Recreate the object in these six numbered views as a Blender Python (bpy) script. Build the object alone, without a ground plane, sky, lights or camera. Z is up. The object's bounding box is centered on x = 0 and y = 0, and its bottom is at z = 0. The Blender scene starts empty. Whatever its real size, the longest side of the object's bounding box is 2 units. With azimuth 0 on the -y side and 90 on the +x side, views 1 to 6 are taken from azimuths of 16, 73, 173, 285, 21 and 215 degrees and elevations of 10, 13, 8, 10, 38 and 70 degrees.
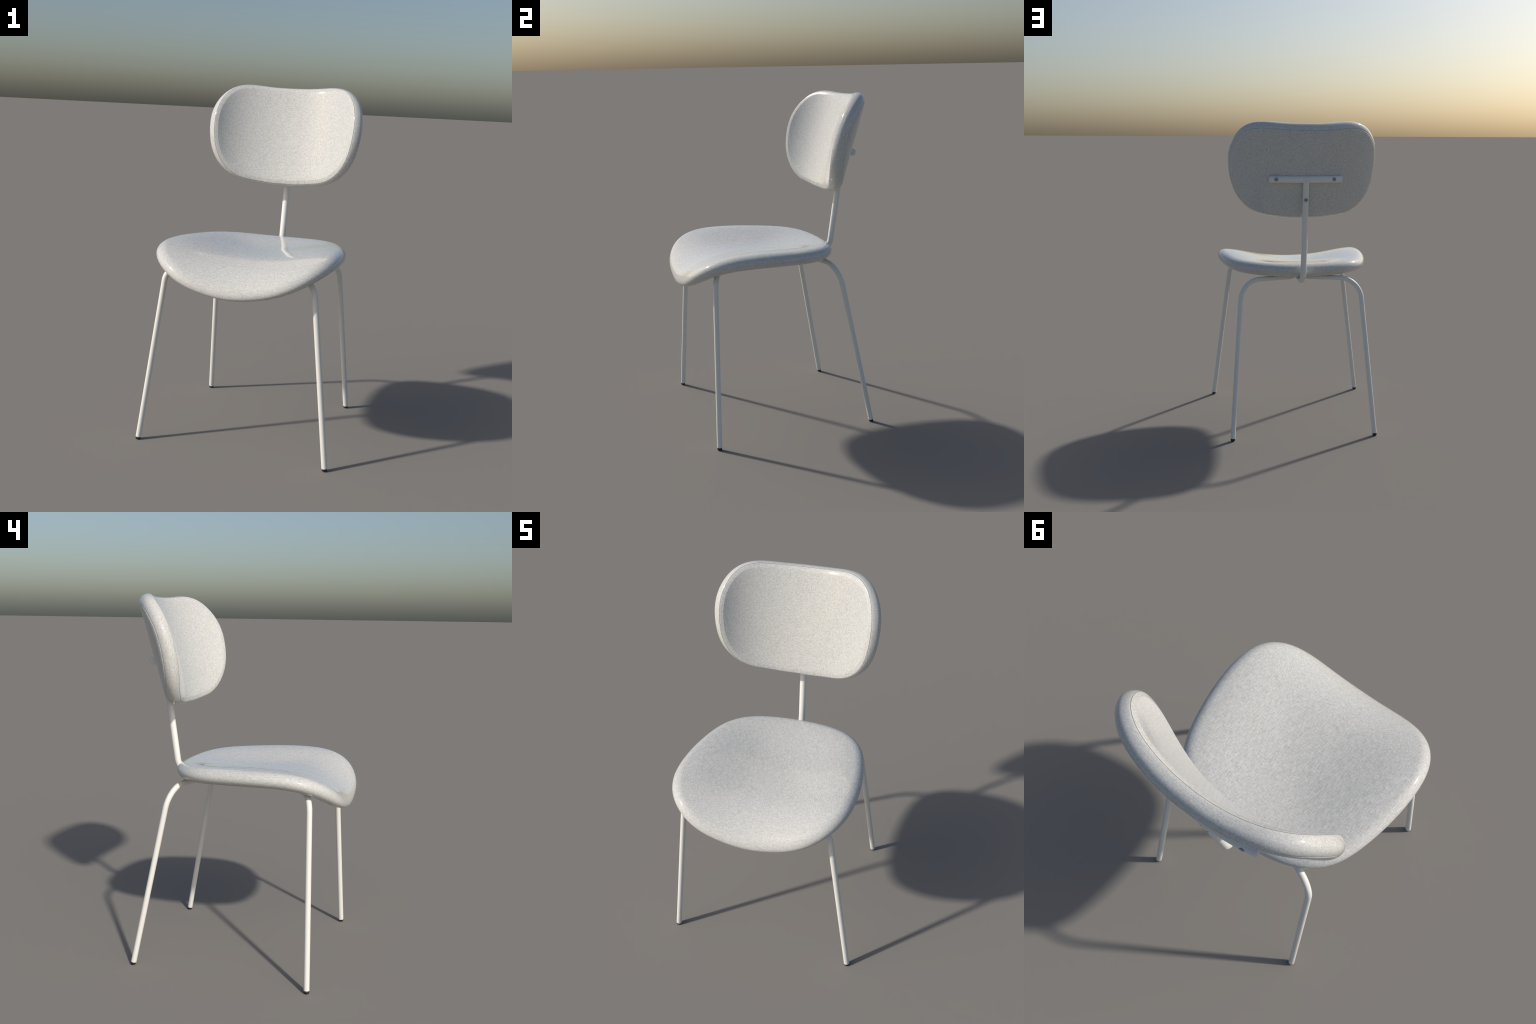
"""Upholstered side chair: padded saddle seat, curved padded backrest,
white tubular steel frame.  Front of the chair faces -y."""
import bpy, bmesh, math
import numpy as np
from mathutils import Vector

# ------------------------------------------------------------------ helpers
def link(ob, parent=None):
    bpy.context.scene.collection.objects.link(ob)
    if parent is not None:
        ob.parent = parent
    return ob

def mesh_object(name, verts, faces, mat, parent=None, smooth=True):
    me = bpy.data.meshes.new(name)
    me.from_pydata([tuple(map(float, v)) for v in verts], [], faces)
    me.update()
    me.materials.append(mat)
    if smooth:
        me.polygons.foreach_set("use_smooth", [True] * len(me.polygons))
    return link(bpy.data.objects.new(name, me), parent)

def rounded_path(points, radii, n=20):
    """Polyline with every inner corner replaced by an arc of given radius."""
    P = [np.array(p, float) for p in points]
    out = [P[0]]
    for i in range(1, len(P) - 1):
        a = P[i-1] - P[i]; b = P[i+1] - P[i]
        a /= np.linalg.norm(a); b /= np.linalg.norm(b)
        ang = math.acos(np.clip(a @ b, -1, 1)); r = radii[i-1]
        t = r / math.tan(ang / 2)
        m = (a + b) / np.linalg.norm(a + b)
        c = P[i] + m * r / math.sin(ang / 2)
        va = P[i] + a * t - c; vb = P[i] + b * t - c
        om = math.acos(np.clip(va @ vb / r / r, -1, 1))
        for k in range(n + 1):
            u = k / n
            out.append(c + (math.sin((1-u)*om) * va + math.sin(u*om) * vb) / math.sin(om))
    out.append(P[-1])
    return np.array(out)

def tube(name, path, r, mat, parent, segs=32, cap=0.0025):
    """Round tube along a path, with small rounded ends."""
    path = np.array(path, float)
    T = np.gradient(path, axis=0)
    T[0] = path[1] - path[0]; T[-1] = path[-1] - path[-2]
    T /= np.linalg.norm(T, axis=1)[:, None]
    ref = np.array([0.0, 1.0, 0.0]) if abs(T[0][1]) < 0.8 else np.array([1.0, 0, 0])
    n = np.cross(T[0], ref); n /= np.linalg.norm(n)
    rings = []
    def ring(c, n, t, rad):
        b = np.cross(t, n)
        a = np.arange(segs) / segs * 2 * math.pi
        return c + rad * (np.cos(a)[:, None] * n + np.sin(a)[:, None] * b)
    for i in range(len(path)):
        n = n - T[i] * (n @ T[i]); n /= np.linalg.norm(n)
        if i == 0:
            for k in (0, 1, 2):
                a = k / 3 * math.pi / 2
                rings.append(ring(path[0] + T[0] * cap * (1 - math.sin(a)), n, T[0], r - cap * (1 - math.sin(a + 0.0)) if k else r - cap))
            rings = rings[:0]
            for k in range(4):
                a = k / 4 * math.pi / 2
                rings.append(ring(path[0] + T[0] * cap * (1 - math.sin(a)), n, T[0], r - cap * (1 - math.sin(math.pi/2 * k / 4))))
            rings.append(ring(path[0] + T[0] * cap, n, T[0], r))
        elif i == len(path) - 1:
            rings.append(ring(path[i] - T[i] * cap, n, T[i], r))
            for k in range(1, 4):
                q = math.sin(k / 3 * math.pi / 2)
                rings.append(ring(path[i] - T[i] * cap * (1 - q), n, T[i], r - cap * (1 - math.cos(k / 3 * math.pi / 2))))
        else:
            rings.append(ring(path[i], n, T[i], r))
    V = np.concatenate(rings); F = []
    for j in range(len(rings) - 1):
        for k in range(segs):
            k2 = (k + 1) % segs
            F.append((j*segs + k, j*segs + k2, (j+1)*segs + k2, (j+1)*segs + k))
    F.append(tuple(range(segs - 1, -1, -1)))
    F.append(tuple((len(rings) - 1) * segs + k for k in range(segs)))
    ob = mesh_object(name, V, F, mat, parent)
    return ob

# ---------------------------------------------------------------- materials
def new_mat(name):
    m = bpy.data.materials.new(name); m.use_nodes = True
    nt = m.node_tree
    return m, nt, nt.nodes["Principled BSDF"]

def fabric(name, streak_axis):
    """Light wool melange: pale threads with grey flecks, woven both ways,
    streaks running mainly along one axis, and a smooth sheen."""
    m, nt, bs = new_mat(name)
    N, L = nt.nodes, nt.links
    tc = N.new("ShaderNodeTexCoord")
    def noise(scale3, detail, rough=0.55):
        mp = N.new("ShaderNodeMapping"); mp.inputs["Scale"].default_value = scale3
        L.new(tc.outputs["Object"], mp.inputs["Vector"])
        nz = N.new("ShaderNodeTexNoise"); nz.inputs["Scale"].default_value = 1.0
        nz.inputs["Detail"].default_value = detail; nz.inputs["Roughness"].default_value = rough
        L.new(mp.outputs["Vector"], nz.inputs["Vector"])
        return nz.outputs["Fac"]
    hi, lo = 330.0, 32.0
    along = [hi, hi, hi]; along[streak_axis] = lo
    across = [lo * 1.1, hi, hi]
    a = noise(along, 2.0); b = noise(across, 2.0); c = noise((130, 130, 130), 2.0)
    def math_node(op, x, y):
        n = N.new("ShaderNodeMath"); n.operation = op
        for i, v in enumerate((x, y)):
            if isinstance(v, (int, float)): n.inputs[i].default_value = v
            else: L.new(v, n.inputs[i])
        return n.outputs[0]
    s = math_node("ADD", math_node("MULTIPLY", a, 0.44), math_node("MULTIPLY", b, 0.32))
    s = math_node("ADD", s, math_node("MULTIPLY", c, 0.24))
    ramp = N.new("ShaderNodeValToRGB")
    e = ramp.color_ramp.elements
    e[0].position = 0.33; e[0].color = FAB_DARK
    e[1].position = 0.62; e[1].color = FAB_LIGHT
    mid = e.new(0.48); mid.color = FAB_MID
    L.new(s, ramp.inputs["Fac"])
    L.new(ramp.outputs["Color"], bs.inputs["Base Color"])
    bs.inputs["Roughness"].default_value = FAB_ROUGH
    bs.inputs["Specular IOR Level"].default_value = 0.5
    return m

FAB_DARK = (0.425, 0.419, 0.397, 1)
FAB_MID = (0.570, 0.563, 0.536, 1)
FAB_LIGHT = (0.705, 0.697, 0.664, 1)
FAB_ROUGH = 0.06

def plain(name, col, rough, spec=0.5, metal=0.0):
    m, nt, bs = new_mat(name)
    N, L = nt.nodes, nt.links
    tc = N.new("ShaderNodeTexCoord")
    nz = N.new("ShaderNodeTexNoise"); nz.inputs["Scale"].default_value = 30
    L.new(tc.outputs["Object"], nz.inputs["Vector"])
    rp = N.new("ShaderNodeValToRGB")
    rp.color_ramp.elements[0].color = tuple(c * 0.985 for c in col) + (1,)
    rp.color_ramp.elements[1].color = tuple(min(1, c * 1.015) for c in col) + (1,)
    L.new(nz.outputs["Fac"], rp.inputs["Fac"])
    L.new(rp.outputs["Color"], bs.inputs["Base Color"])
    bs.inputs["Roughness"].default_value = rough
    bs.inputs["Specular IOR Level"].default_value = spec
    bs.inputs["Metallic"].default_value = metal
    return m

MAT_BACK = fabric("wool_fabric_backrest", 2)
MAT_SEAT = fabric("wool_fabric_seat", 1)
MAT_STEEL = plain("white_powder_coat", (0.80, 0.782, 0.735), 0.36)
MAT_SCREW = plain("dark_screw", (0.30, 0.305, 0.31), 0.35)
MAT_SEAM = plain("dark_grey_seam_line", (0.20, 0.197, 0.185), 0.6)  # dark grey on the faces inside the front seam groove, so that the seam reads as a thin dark line
MAT_RUBBER = plain("black_rubber", (0.012, 0.012, 0.013), 0.5)

# ------------------------------------------------------------------ outline
def outline(coef, n):
    """Closed outline symmetric about x = 0, as a cosine series of radius
    against angle, with outward normals."""
    th = np.arange(n) / n * 2 * math.pi + math.pi / 2
    r = sum(c * np.cos(i * (th - math.pi / 2)) for i, c in enumerate(coef))
    x, y = r * np.cos(th), r * np.sin(th)
    dx = np.roll(x, -1) - np.roll(x, 1); dy = np.roll(y, -1) - np.roll(y, 1)
    l = np.hypot(dx, dy)
    return x, y, dy / l, -dx / l

def smooth01(t):
    t = np.clip(t, 0, 1)
    return t * t * (3 - 2 * t)

# ------------------------------------------------------------------ object
chair = bpy.data.objects.new("chair", None)
link(chair)
chair["label"] = "pale grey upholstered side chair on white tubular steel legs"
chair["category"] = "chair"

# ------------------------------------------------------------------ backrest
B_Y, B_TILT, B_Z = 0.4723, 0.2869, 1.7201          # centre of the sheet, lean
B_CURVE, B_CURL = 1.117, 2.6171                    # bend: constant + growing to the sides
B_T, B_E = 0.0910, 0.0605                          # thickness, depth of the rounded edge
B_OUT = [0.4067, -0.0239, -0.1064, -0.0036, -0.0033, 0.0035, 0.007, 0.0001, 0.0005, -0.0003, -0.0009, -0.0003, -0.0004, 0.0006]

def bend_back(u, s, n):
    """(u, s) on the flat pattern and n out of its middle, bent round an
    upright axis and leaned back."""
    g = np.linspace(0, 0.6, 601); A = B_CURVE * g + B_CURL * g**3
    h = g[1] - g[0]
    X = np.concatenate([[0], np.cumsum((np.cos(A)[1:] + np.cos(A)[:-1]) / 2 * h)])
    Y = np.concatenate([[0], np.cumsum((np.sin(A)[1:] + np.sin(A)[:-1]) / 2 * h)])
    ang = B_CURVE * u + B_CURL * u**3
    x = np.interp(np.abs(u), g, X) * np.sign(u) - n * np.sin(ang)
    d = np.interp(np.abs(u), g, Y) + n * np.cos(ang)
    st, ct = math.sin(B_TILT), math.cos(B_TILT)
    return np.stack([x, B_Y + s * st - d * ct, B_Z + s * ct + d * st], -1)

def build_backrest():
    NP = 288
    u, s, nu, ns = outline(B_OUT, NP)
    s = np.where(s < 0, s * 1.020, s)               # lower half a little fuller
    T = B_T / 2
    def edge(p):
        return B_E * (1 - math.cos(p)), T * math.sin(p)
    pr = []                                         # (inset, n, region of the strip that follows)
    # -- back panel: follows the same rounding, nearly flat
    p_back = -1.06                                  # where the back seam crosses the rounding
    for d in (0.17, 0.14, 0.11, 0.09, 0.078, 0.066):
        pr.append((d, -T, "back_panel"))
    for p in np.linspace(-math.pi / 2 + 0.12, p_back - 0.07, 7):
        pr.append(edge(p) + ("back_panel",))
    d, n = edge(p_back)
    pr.append((d + 0.0010, n + 0.0006, "back_panel"))
    pr.append((d + 0.0008, n + 0.0028, "border"))
    pr.append((d - 0.0012, n + 0.0010, "border"))
    # -- border: round at the back, fuller towards the front seam
    for p in np.linspace(p_back + 0.06, 0, 18):
        pr.append(edge(p) + ("border",))
    sd, sn = 0.0076, 0.0292                         # front seam
    for t in np.linspace(0.08, 0.975, 14):
        a = t * 1.05
        pr.append((sd * (1 - math.cos(a)) / (1 - math.cos(1.05)), sn * math.sin(a) / math.sin(1.05), "border"))
    pr.append((sd + 0.0002, sn + 0.0001, "front_seam"))
    pr.append((sd + 0.0024, sn - 0.0024, "front_seam"))
    pr.append((sd + 0.0014, sn + 0.0014, "front_panel"))
    # -- front panel: narrow welt beside the seam, a soft crease, then the padded face
    for t in np.linspace(0.04, 1.0, 14):            # welt: a soft chamfer up from the seam
        pr.append((sd + 0.0015 + 0.0220 * t, 0.0304 + 0.0092 * t ** 0.72, "front_panel"))
    for d, n in ((0.0328, 0.03968), (0.0338, 0.03966), (0.0350, 0.03968), (0.0368, 0.03980), (0.0395, 0.03995), (0.044, 0.04012), (0.052, 0.04025)):
        pr.append((d, n, "front_panel"))            # faint second stitch line, then the face
    for d, n in ((0.064, 0.0403), (0.078, 0.0404), (0.10, 0.0404), (0.13, 0.0404)):
        pr.append((d, n, "front_panel"))
    rings = []; regs = [p[2] for p in pr]
    for d, n, _ in pr:
        d = float(d)
        lim = np.minimum(d, 0.085)
        uu, ss = u - nu * lim, s - ns * lim
        f = 1 - (d - lim) / 0.30
        rings.append((uu * f, ss * f, np.full(NP, n)))
    # closing rings towards the middle of both panels
    def closing(r):
        return [(r[0] * f, r[1] * f, r[2]) for f in (0.86, 0.72, 0.58, 0.44, 0.3, 0.18, 0.08)]
    inner_b = closing(rings[0])[::-1]; inner_f = closing(rings[-1])
    allr = inner_b + rings + inner_f
    allreg = ["back_panel"] * len(inner_b) + regs + ["front_panel"] * len(inner_f)
    V = [bend_back(*r) for r in allr]
    cb = bend_back(np.array([0.0]), np.array([0.0]), np.array([-T]))
    cf = bend_back(np.array([0.0]), np.array([0.0]), np.array([allr[-1][2][0]]))
    V = np.concatenate(V + [cb, cf]); R = len(allr); ib, jf = R * NP, R * NP + 1
    parts = {"border": [], "front_panel": [], "back_panel": [], "front_seam": []}
    for j in range(R - 1):
        for k in range(NP):
            k2 = (k + 1) % NP
            parts[allreg[j]].append((j*NP + k, j*NP + k2, (j+1)*NP + k2, (j+1)*NP + k))
    for k in range(NP):
        k2 = (k + 1) % NP
        parts["back_panel"].append((ib, k2, k))
        parts["front_panel"].append((jf, (R-1)*NP + k, (R-1)*NP + k2))
    def piece(name, F, parent, mat=MAT_BACK):
        ids = sorted({i for f in F for i in f}); mp = {i: k for k, i in enumerate(ids)}
        return mesh_object(name, V[ids], [tuple(mp[i] for i in f) for f in F], mat, parent)
    back = piece("backrest", parts["border"], chair)
    piece("front_panel", parts["front_panel"], back)
    piece("back_panel", parts["back_panel"], back)
    piece("seam", parts["front_seam"], back, MAT_SEAM)
    return back

backrest = build_backrest()

# ------------------------------------------------------------------ seat
S_T, S_E, S_YC = 0.0848, 0.0572, -0.0566
S_Z = [1.0601, -0.0123, -0.0353, 0.0565, 0.0008, 0.028, 0.0474, -0.0133, 0.028, -0.031, -0.0369]
S_OUT = [0.5152, -0.0632, -0.0102, 0.0148, -0.0311, 0.0065, 0.001, -0.0014, 0.0028, -0.0012]
S_DIP, S_DIP_RIM, S_DIP_POW, S_DIP_FRONT = 0.0338, 0.9528, 1.7257, 0.5891   # broad sitting hollow

def seat_height(x, y):
    """Middle surface: level at the rear, falling over a waterfall front,
    with the flanks lifted."""
    Y = y / 0.5; X = (x / 0.5) ** 2
    c = S_Z
    return (c[0] + c[1]*Y + c[2]*Y**2 + c[3]*Y**3 + c[4]*Y**4 + c[5]*Y**5
            + X * (c[6] + c[7]*Y + c[8]*Y**2 + c[9]*Y**3) + c[10] * X**2)

def seat_point(x, y, n):
    h = 1e-3
    zx = (seat_height(x + h, y) - seat_height(x - h, y)) / (2*h)
    zy = (seat_height(x, y + h) - seat_height(x, y - h)) / (2*h)
    N = np.stack([-zx, -zy, np.ones_like(x)], -1)
    N /= np.linalg.norm(N, axis=-1, keepdims=True)
    return np.stack([x, y, seat_height(x, y)], -1) + np.asarray(n)[..., None] * N

def build_seat():
    NP = 256
    x, y, nx, ny = outline(S_OUT, NP)
    y = y + S_YC
    T = S_T / 2
    rings = []
    fs = (0.05, 0.12, 0.19, 0.26, 0.31, 0.35, 0.38, 0.41, 0.44, 0.47, 0.5, 0.53, 0.56, 0.59, 0.62, 0.65, 0.68, 0.71, 0.74, 0.77, 0.80, 0.84, 0.88, 0.92, 0.96)
    bx, by = x - nx * S_E, y - ny * S_E
    def inner(f, side):
        xx, yy = bx * f, (by - S_YC) * f + S_YC
        n = np.full(NP, side * T)
        if side > 0:
            front = smooth01((yy + 0.55) / 0.35)
            n = n - (S_DIP * max(0.0, 1 - (f / S_DIP_RIM) ** 2) ** S_DIP_POW
                     * (S_DIP_FRONT + (1 - S_DIP_FRONT) * front))
        return seat_point(xx, yy, n)
    for f in fs: rings.append(inner(f, -1))
    for p in np.linspace(-math.pi/2, math.pi/2, 33):
        off = S_E * (1 - math.cos(p))
        rings.append(seat_point(x - nx*off, y - ny*off, np.full(NP, T * math.sin(p))))
    for f in fs[::-1]: rings.append(inner(f, 1))
    R = len(rings)
    cb = seat_point(np.array([0.0]), np.array([S_YC]), np.array([-T]))
    ct = seat_point(np.array([0.0]), np.array([S_YC]), np.array([T - S_DIP]))
    V = np.concatenate(rings + [cb, ct]); F = []
    for j in range(R - 1):
        for k in range(NP):
            k2 = (k + 1) % NP
            F.append((j*NP + k, j*NP + k2, (j+1)*NP + k2, (j+1)*NP + k))
    for k in range(NP):
        k2 = (k + 1) % NP
        F.append((R*NP, k2, k)); F.append((R*NP + 1, (R-1)*NP + k, (R-1)*NP + k2))
    return mesh_object("seat", V, F, MAT_SEAT, chair)

seat = build_seat()

# ------------------------------------------------------------------ frame
LEG_R, POST_R, BAR_R = 0.0155, 0.0188, 0.0213
SPINE_Z = 0.995
WELD_X = 0.036                     # the side tubes run along the spine at this offset

def build_post():
    top = (0, 0.512, 1.640); corner = (0, 0.418, SPINE_Z); end = (0, -0.24, SPINE_Z - 0.006)
    path = rounded_path([top, corner, end], [0.10], 28)
    return tube("back_support", path, POST_R, MAT_STEEL, chair)

post = build_post()

def build_crossbar():
    xs = np.linspace(-0.2245, 0.2245, 33)
    path = [(x, 0.509 - 0.026 * (x / 0.226) ** 2, 1.649) for x in xs]
    return tube("crossbar", path, BAR_R, MAT_STEEL, post, segs=40, cap=0.0022)

crossbar = build_crossbar()

def recess(target, centre, axis, r, depth):
    """Round blind hole in a tube, cut with a boolean, and a dished screw head in it."""
    bm = bmesh.new()
    bmesh.ops.create_cone(bm, cap_ends=True, segments=32, radius1=r, radius2=r, depth=0.04)
    me = bpy.data.meshes.new("cutter"); bm.to_mesh(me); bm.free()
    cut = bpy.data.objects.new("cutter", me)
    q = Vector(axis).to_track_quat("Z", "Y")
    cut.rotation_mode = "QUATERNION"; cut.rotation_quaternion = q
    cut.location = Vector(centre) + Vector(axis) * (0.02 - depth)
    link(cut)
    md = target.modifiers.new("hole", "BOOLEAN"); md.operation = "DIFFERENCE"; md.object = cut; md.solver = "EXACT"
    bpy.context.view_layer.update()
    dg = bpy.context.evaluated_depsgraph_get()
    new = bpy.data.meshes.new_from_object(target.evaluated_get(dg))
    target.modifiers.clear()
    old = target.data; target.data = new; new.name = old.name if False else target.name
    bpy.data.objects.remove(cut)
    return q

def screw(centre, axis, q, r, depth, me=[None]):
    if me[0] is None:
        prof = [(0.0, 0.0022), (0.0030, 0.0022), (0.0034, 0.0026), (0.0038, 0.0046),
                (0.0062, 0.0048), (0.0090, 0.0046), (0.0112, 0.0040), (0.0122, 0.0030), (0.0124, -0.002)]
        seg = 32; V = [(0, 0, prof[0][1])]; F = []
        for rr, z in prof[1:]:
            for k in range(seg):
                a = k / seg * 2 * math.pi
                V.append((rr * math.cos(a), rr * math.sin(a), z))
        for k in range(seg):
            F.append((0, 1 + k, 1 + (k + 1) % seg))
        for j in range(len(prof) - 2):
            for k in range(seg):
                k2 = (k + 1) % seg
                F.append((1 + j*seg + k, 1 + (j+1)*seg + k, 1 + (j+1)*seg + k2, 1 + j*seg + k2))
        m = bpy.data.meshes.new("screw")
        m.from_pydata(V, [], F); m.materials.append(MAT_SCREW)
        m.polygons.foreach_set("use_smooth", [True] * len(m.polygons))
        me[0] = m
    ob = link(bpy.data.objects.new("screw", me[0]), post)
    ob.rotation_mode = "QUATERNION"; ob.rotation_quaternion = q
    ob.location = Vector(centre) - Vector(axis) * (depth - 0.0005)
    return ob

def add_screws():
    depth = 0.0050
    for sx, x in ((1, 0.1815), (-1, -0.1705)):
        y = 0.509 - 0.026 * (x / 0.226) ** 2
        ax = Vector((0.18 * sx, 0.97, 0.0)).normalized()
        c = Vector((x, y, 1.650)) + ax * BAR_R
        q = recess(crossbar, c, ax, 0.0126, depth)
        screw(c, ax, q, 0.0126, depth)
    ax = Vector((0, 1, -0.146)).normalized()
    c = Vector((0, 0.512 - 0.1457 * (1.640 - 1.526), 1.526)) + ax * POST_R
    q = recess(post, c, ax, 0.0122, depth)
    screw(c, ax, q, 0.0122, depth)

add_screws()
for ob in (post, crossbar):
    ob.data.polygons.foreach_set("use_smooth", [True] * len(ob.data.polygons))
    ob.data.set_sharp_from_angle(angle=math.radians(40))

def build_leg(foot, lean, top_z, turn, radius, sx):
    """Straight raked tube, bent over under the seat and run in to the spine."""
    F = np.array([foot[0], foot[1], 0.0]); D = np.array([lean[0], lean[1], 1.0])
    K = F + D * top_z
    # inner corner beside the spine, then along it to the middle of the seat
    C = K + np.array([-math.cos(turn), math.sin(turn), 0.0]) * (K[0] - WELD_X) / math.cos(turn)
    E = np.array([WELD_X, -0.01 if C[1] < 0 else -0.008, 0.996])
    start = F + D * 0.0125
    for v in (F, K, C, E, start): v[0] *= sx
    D[0] *= sx
    leg = tube("leg", rounded_path([start, K, C, E], [radius, 0.055], 28), LEG_R, MAT_STEEL, chair)
    # black glide under the tube end
    prof = [(0.0, 0.0), (0.0118, 0.0), (0.0130, 0.0008), (0.0136, 0.0026), (0.0142, 0.0080), (0.0145, 0.0150), (0.0, 0.0152)]
    seg = 28; V = []; Fc = []
    for r, z in prof:
        for k in range(seg):
            a = k / seg * 2 * math.pi
            V.append((F[0] + D[0]*z + r*math.cos(a), F[1] + D[1]*z + r*math.sin(a), z))
    for j in range(len(prof) - 1):
        for k in range(seg):
            k2 = (k + 1) % seg
            Fc.append((j*seg + k, j*seg + k2, (j+1)*seg + k2, (j+1)*seg + k))
    cap = mesh_object("foot_cap", V, Fc, MAT_RUBBER, leg)
    bm = bmesh.new(); bm.from_mesh(cap.data)
    bmesh.ops.remove_doubles(bm, verts=bm.verts, dist=1e-6); bm.to_mesh(cap.data); bm.free()
    return leg

for sx in (1, -1):
    build_leg((0.536, -0.467), (-0.128, 0.036), 0.996, 0.471, 0.088, sx)
    build_leg((0.459, 0.522), (-0.075, -0.192), 0.9965, -0.302, 0.145, sx)
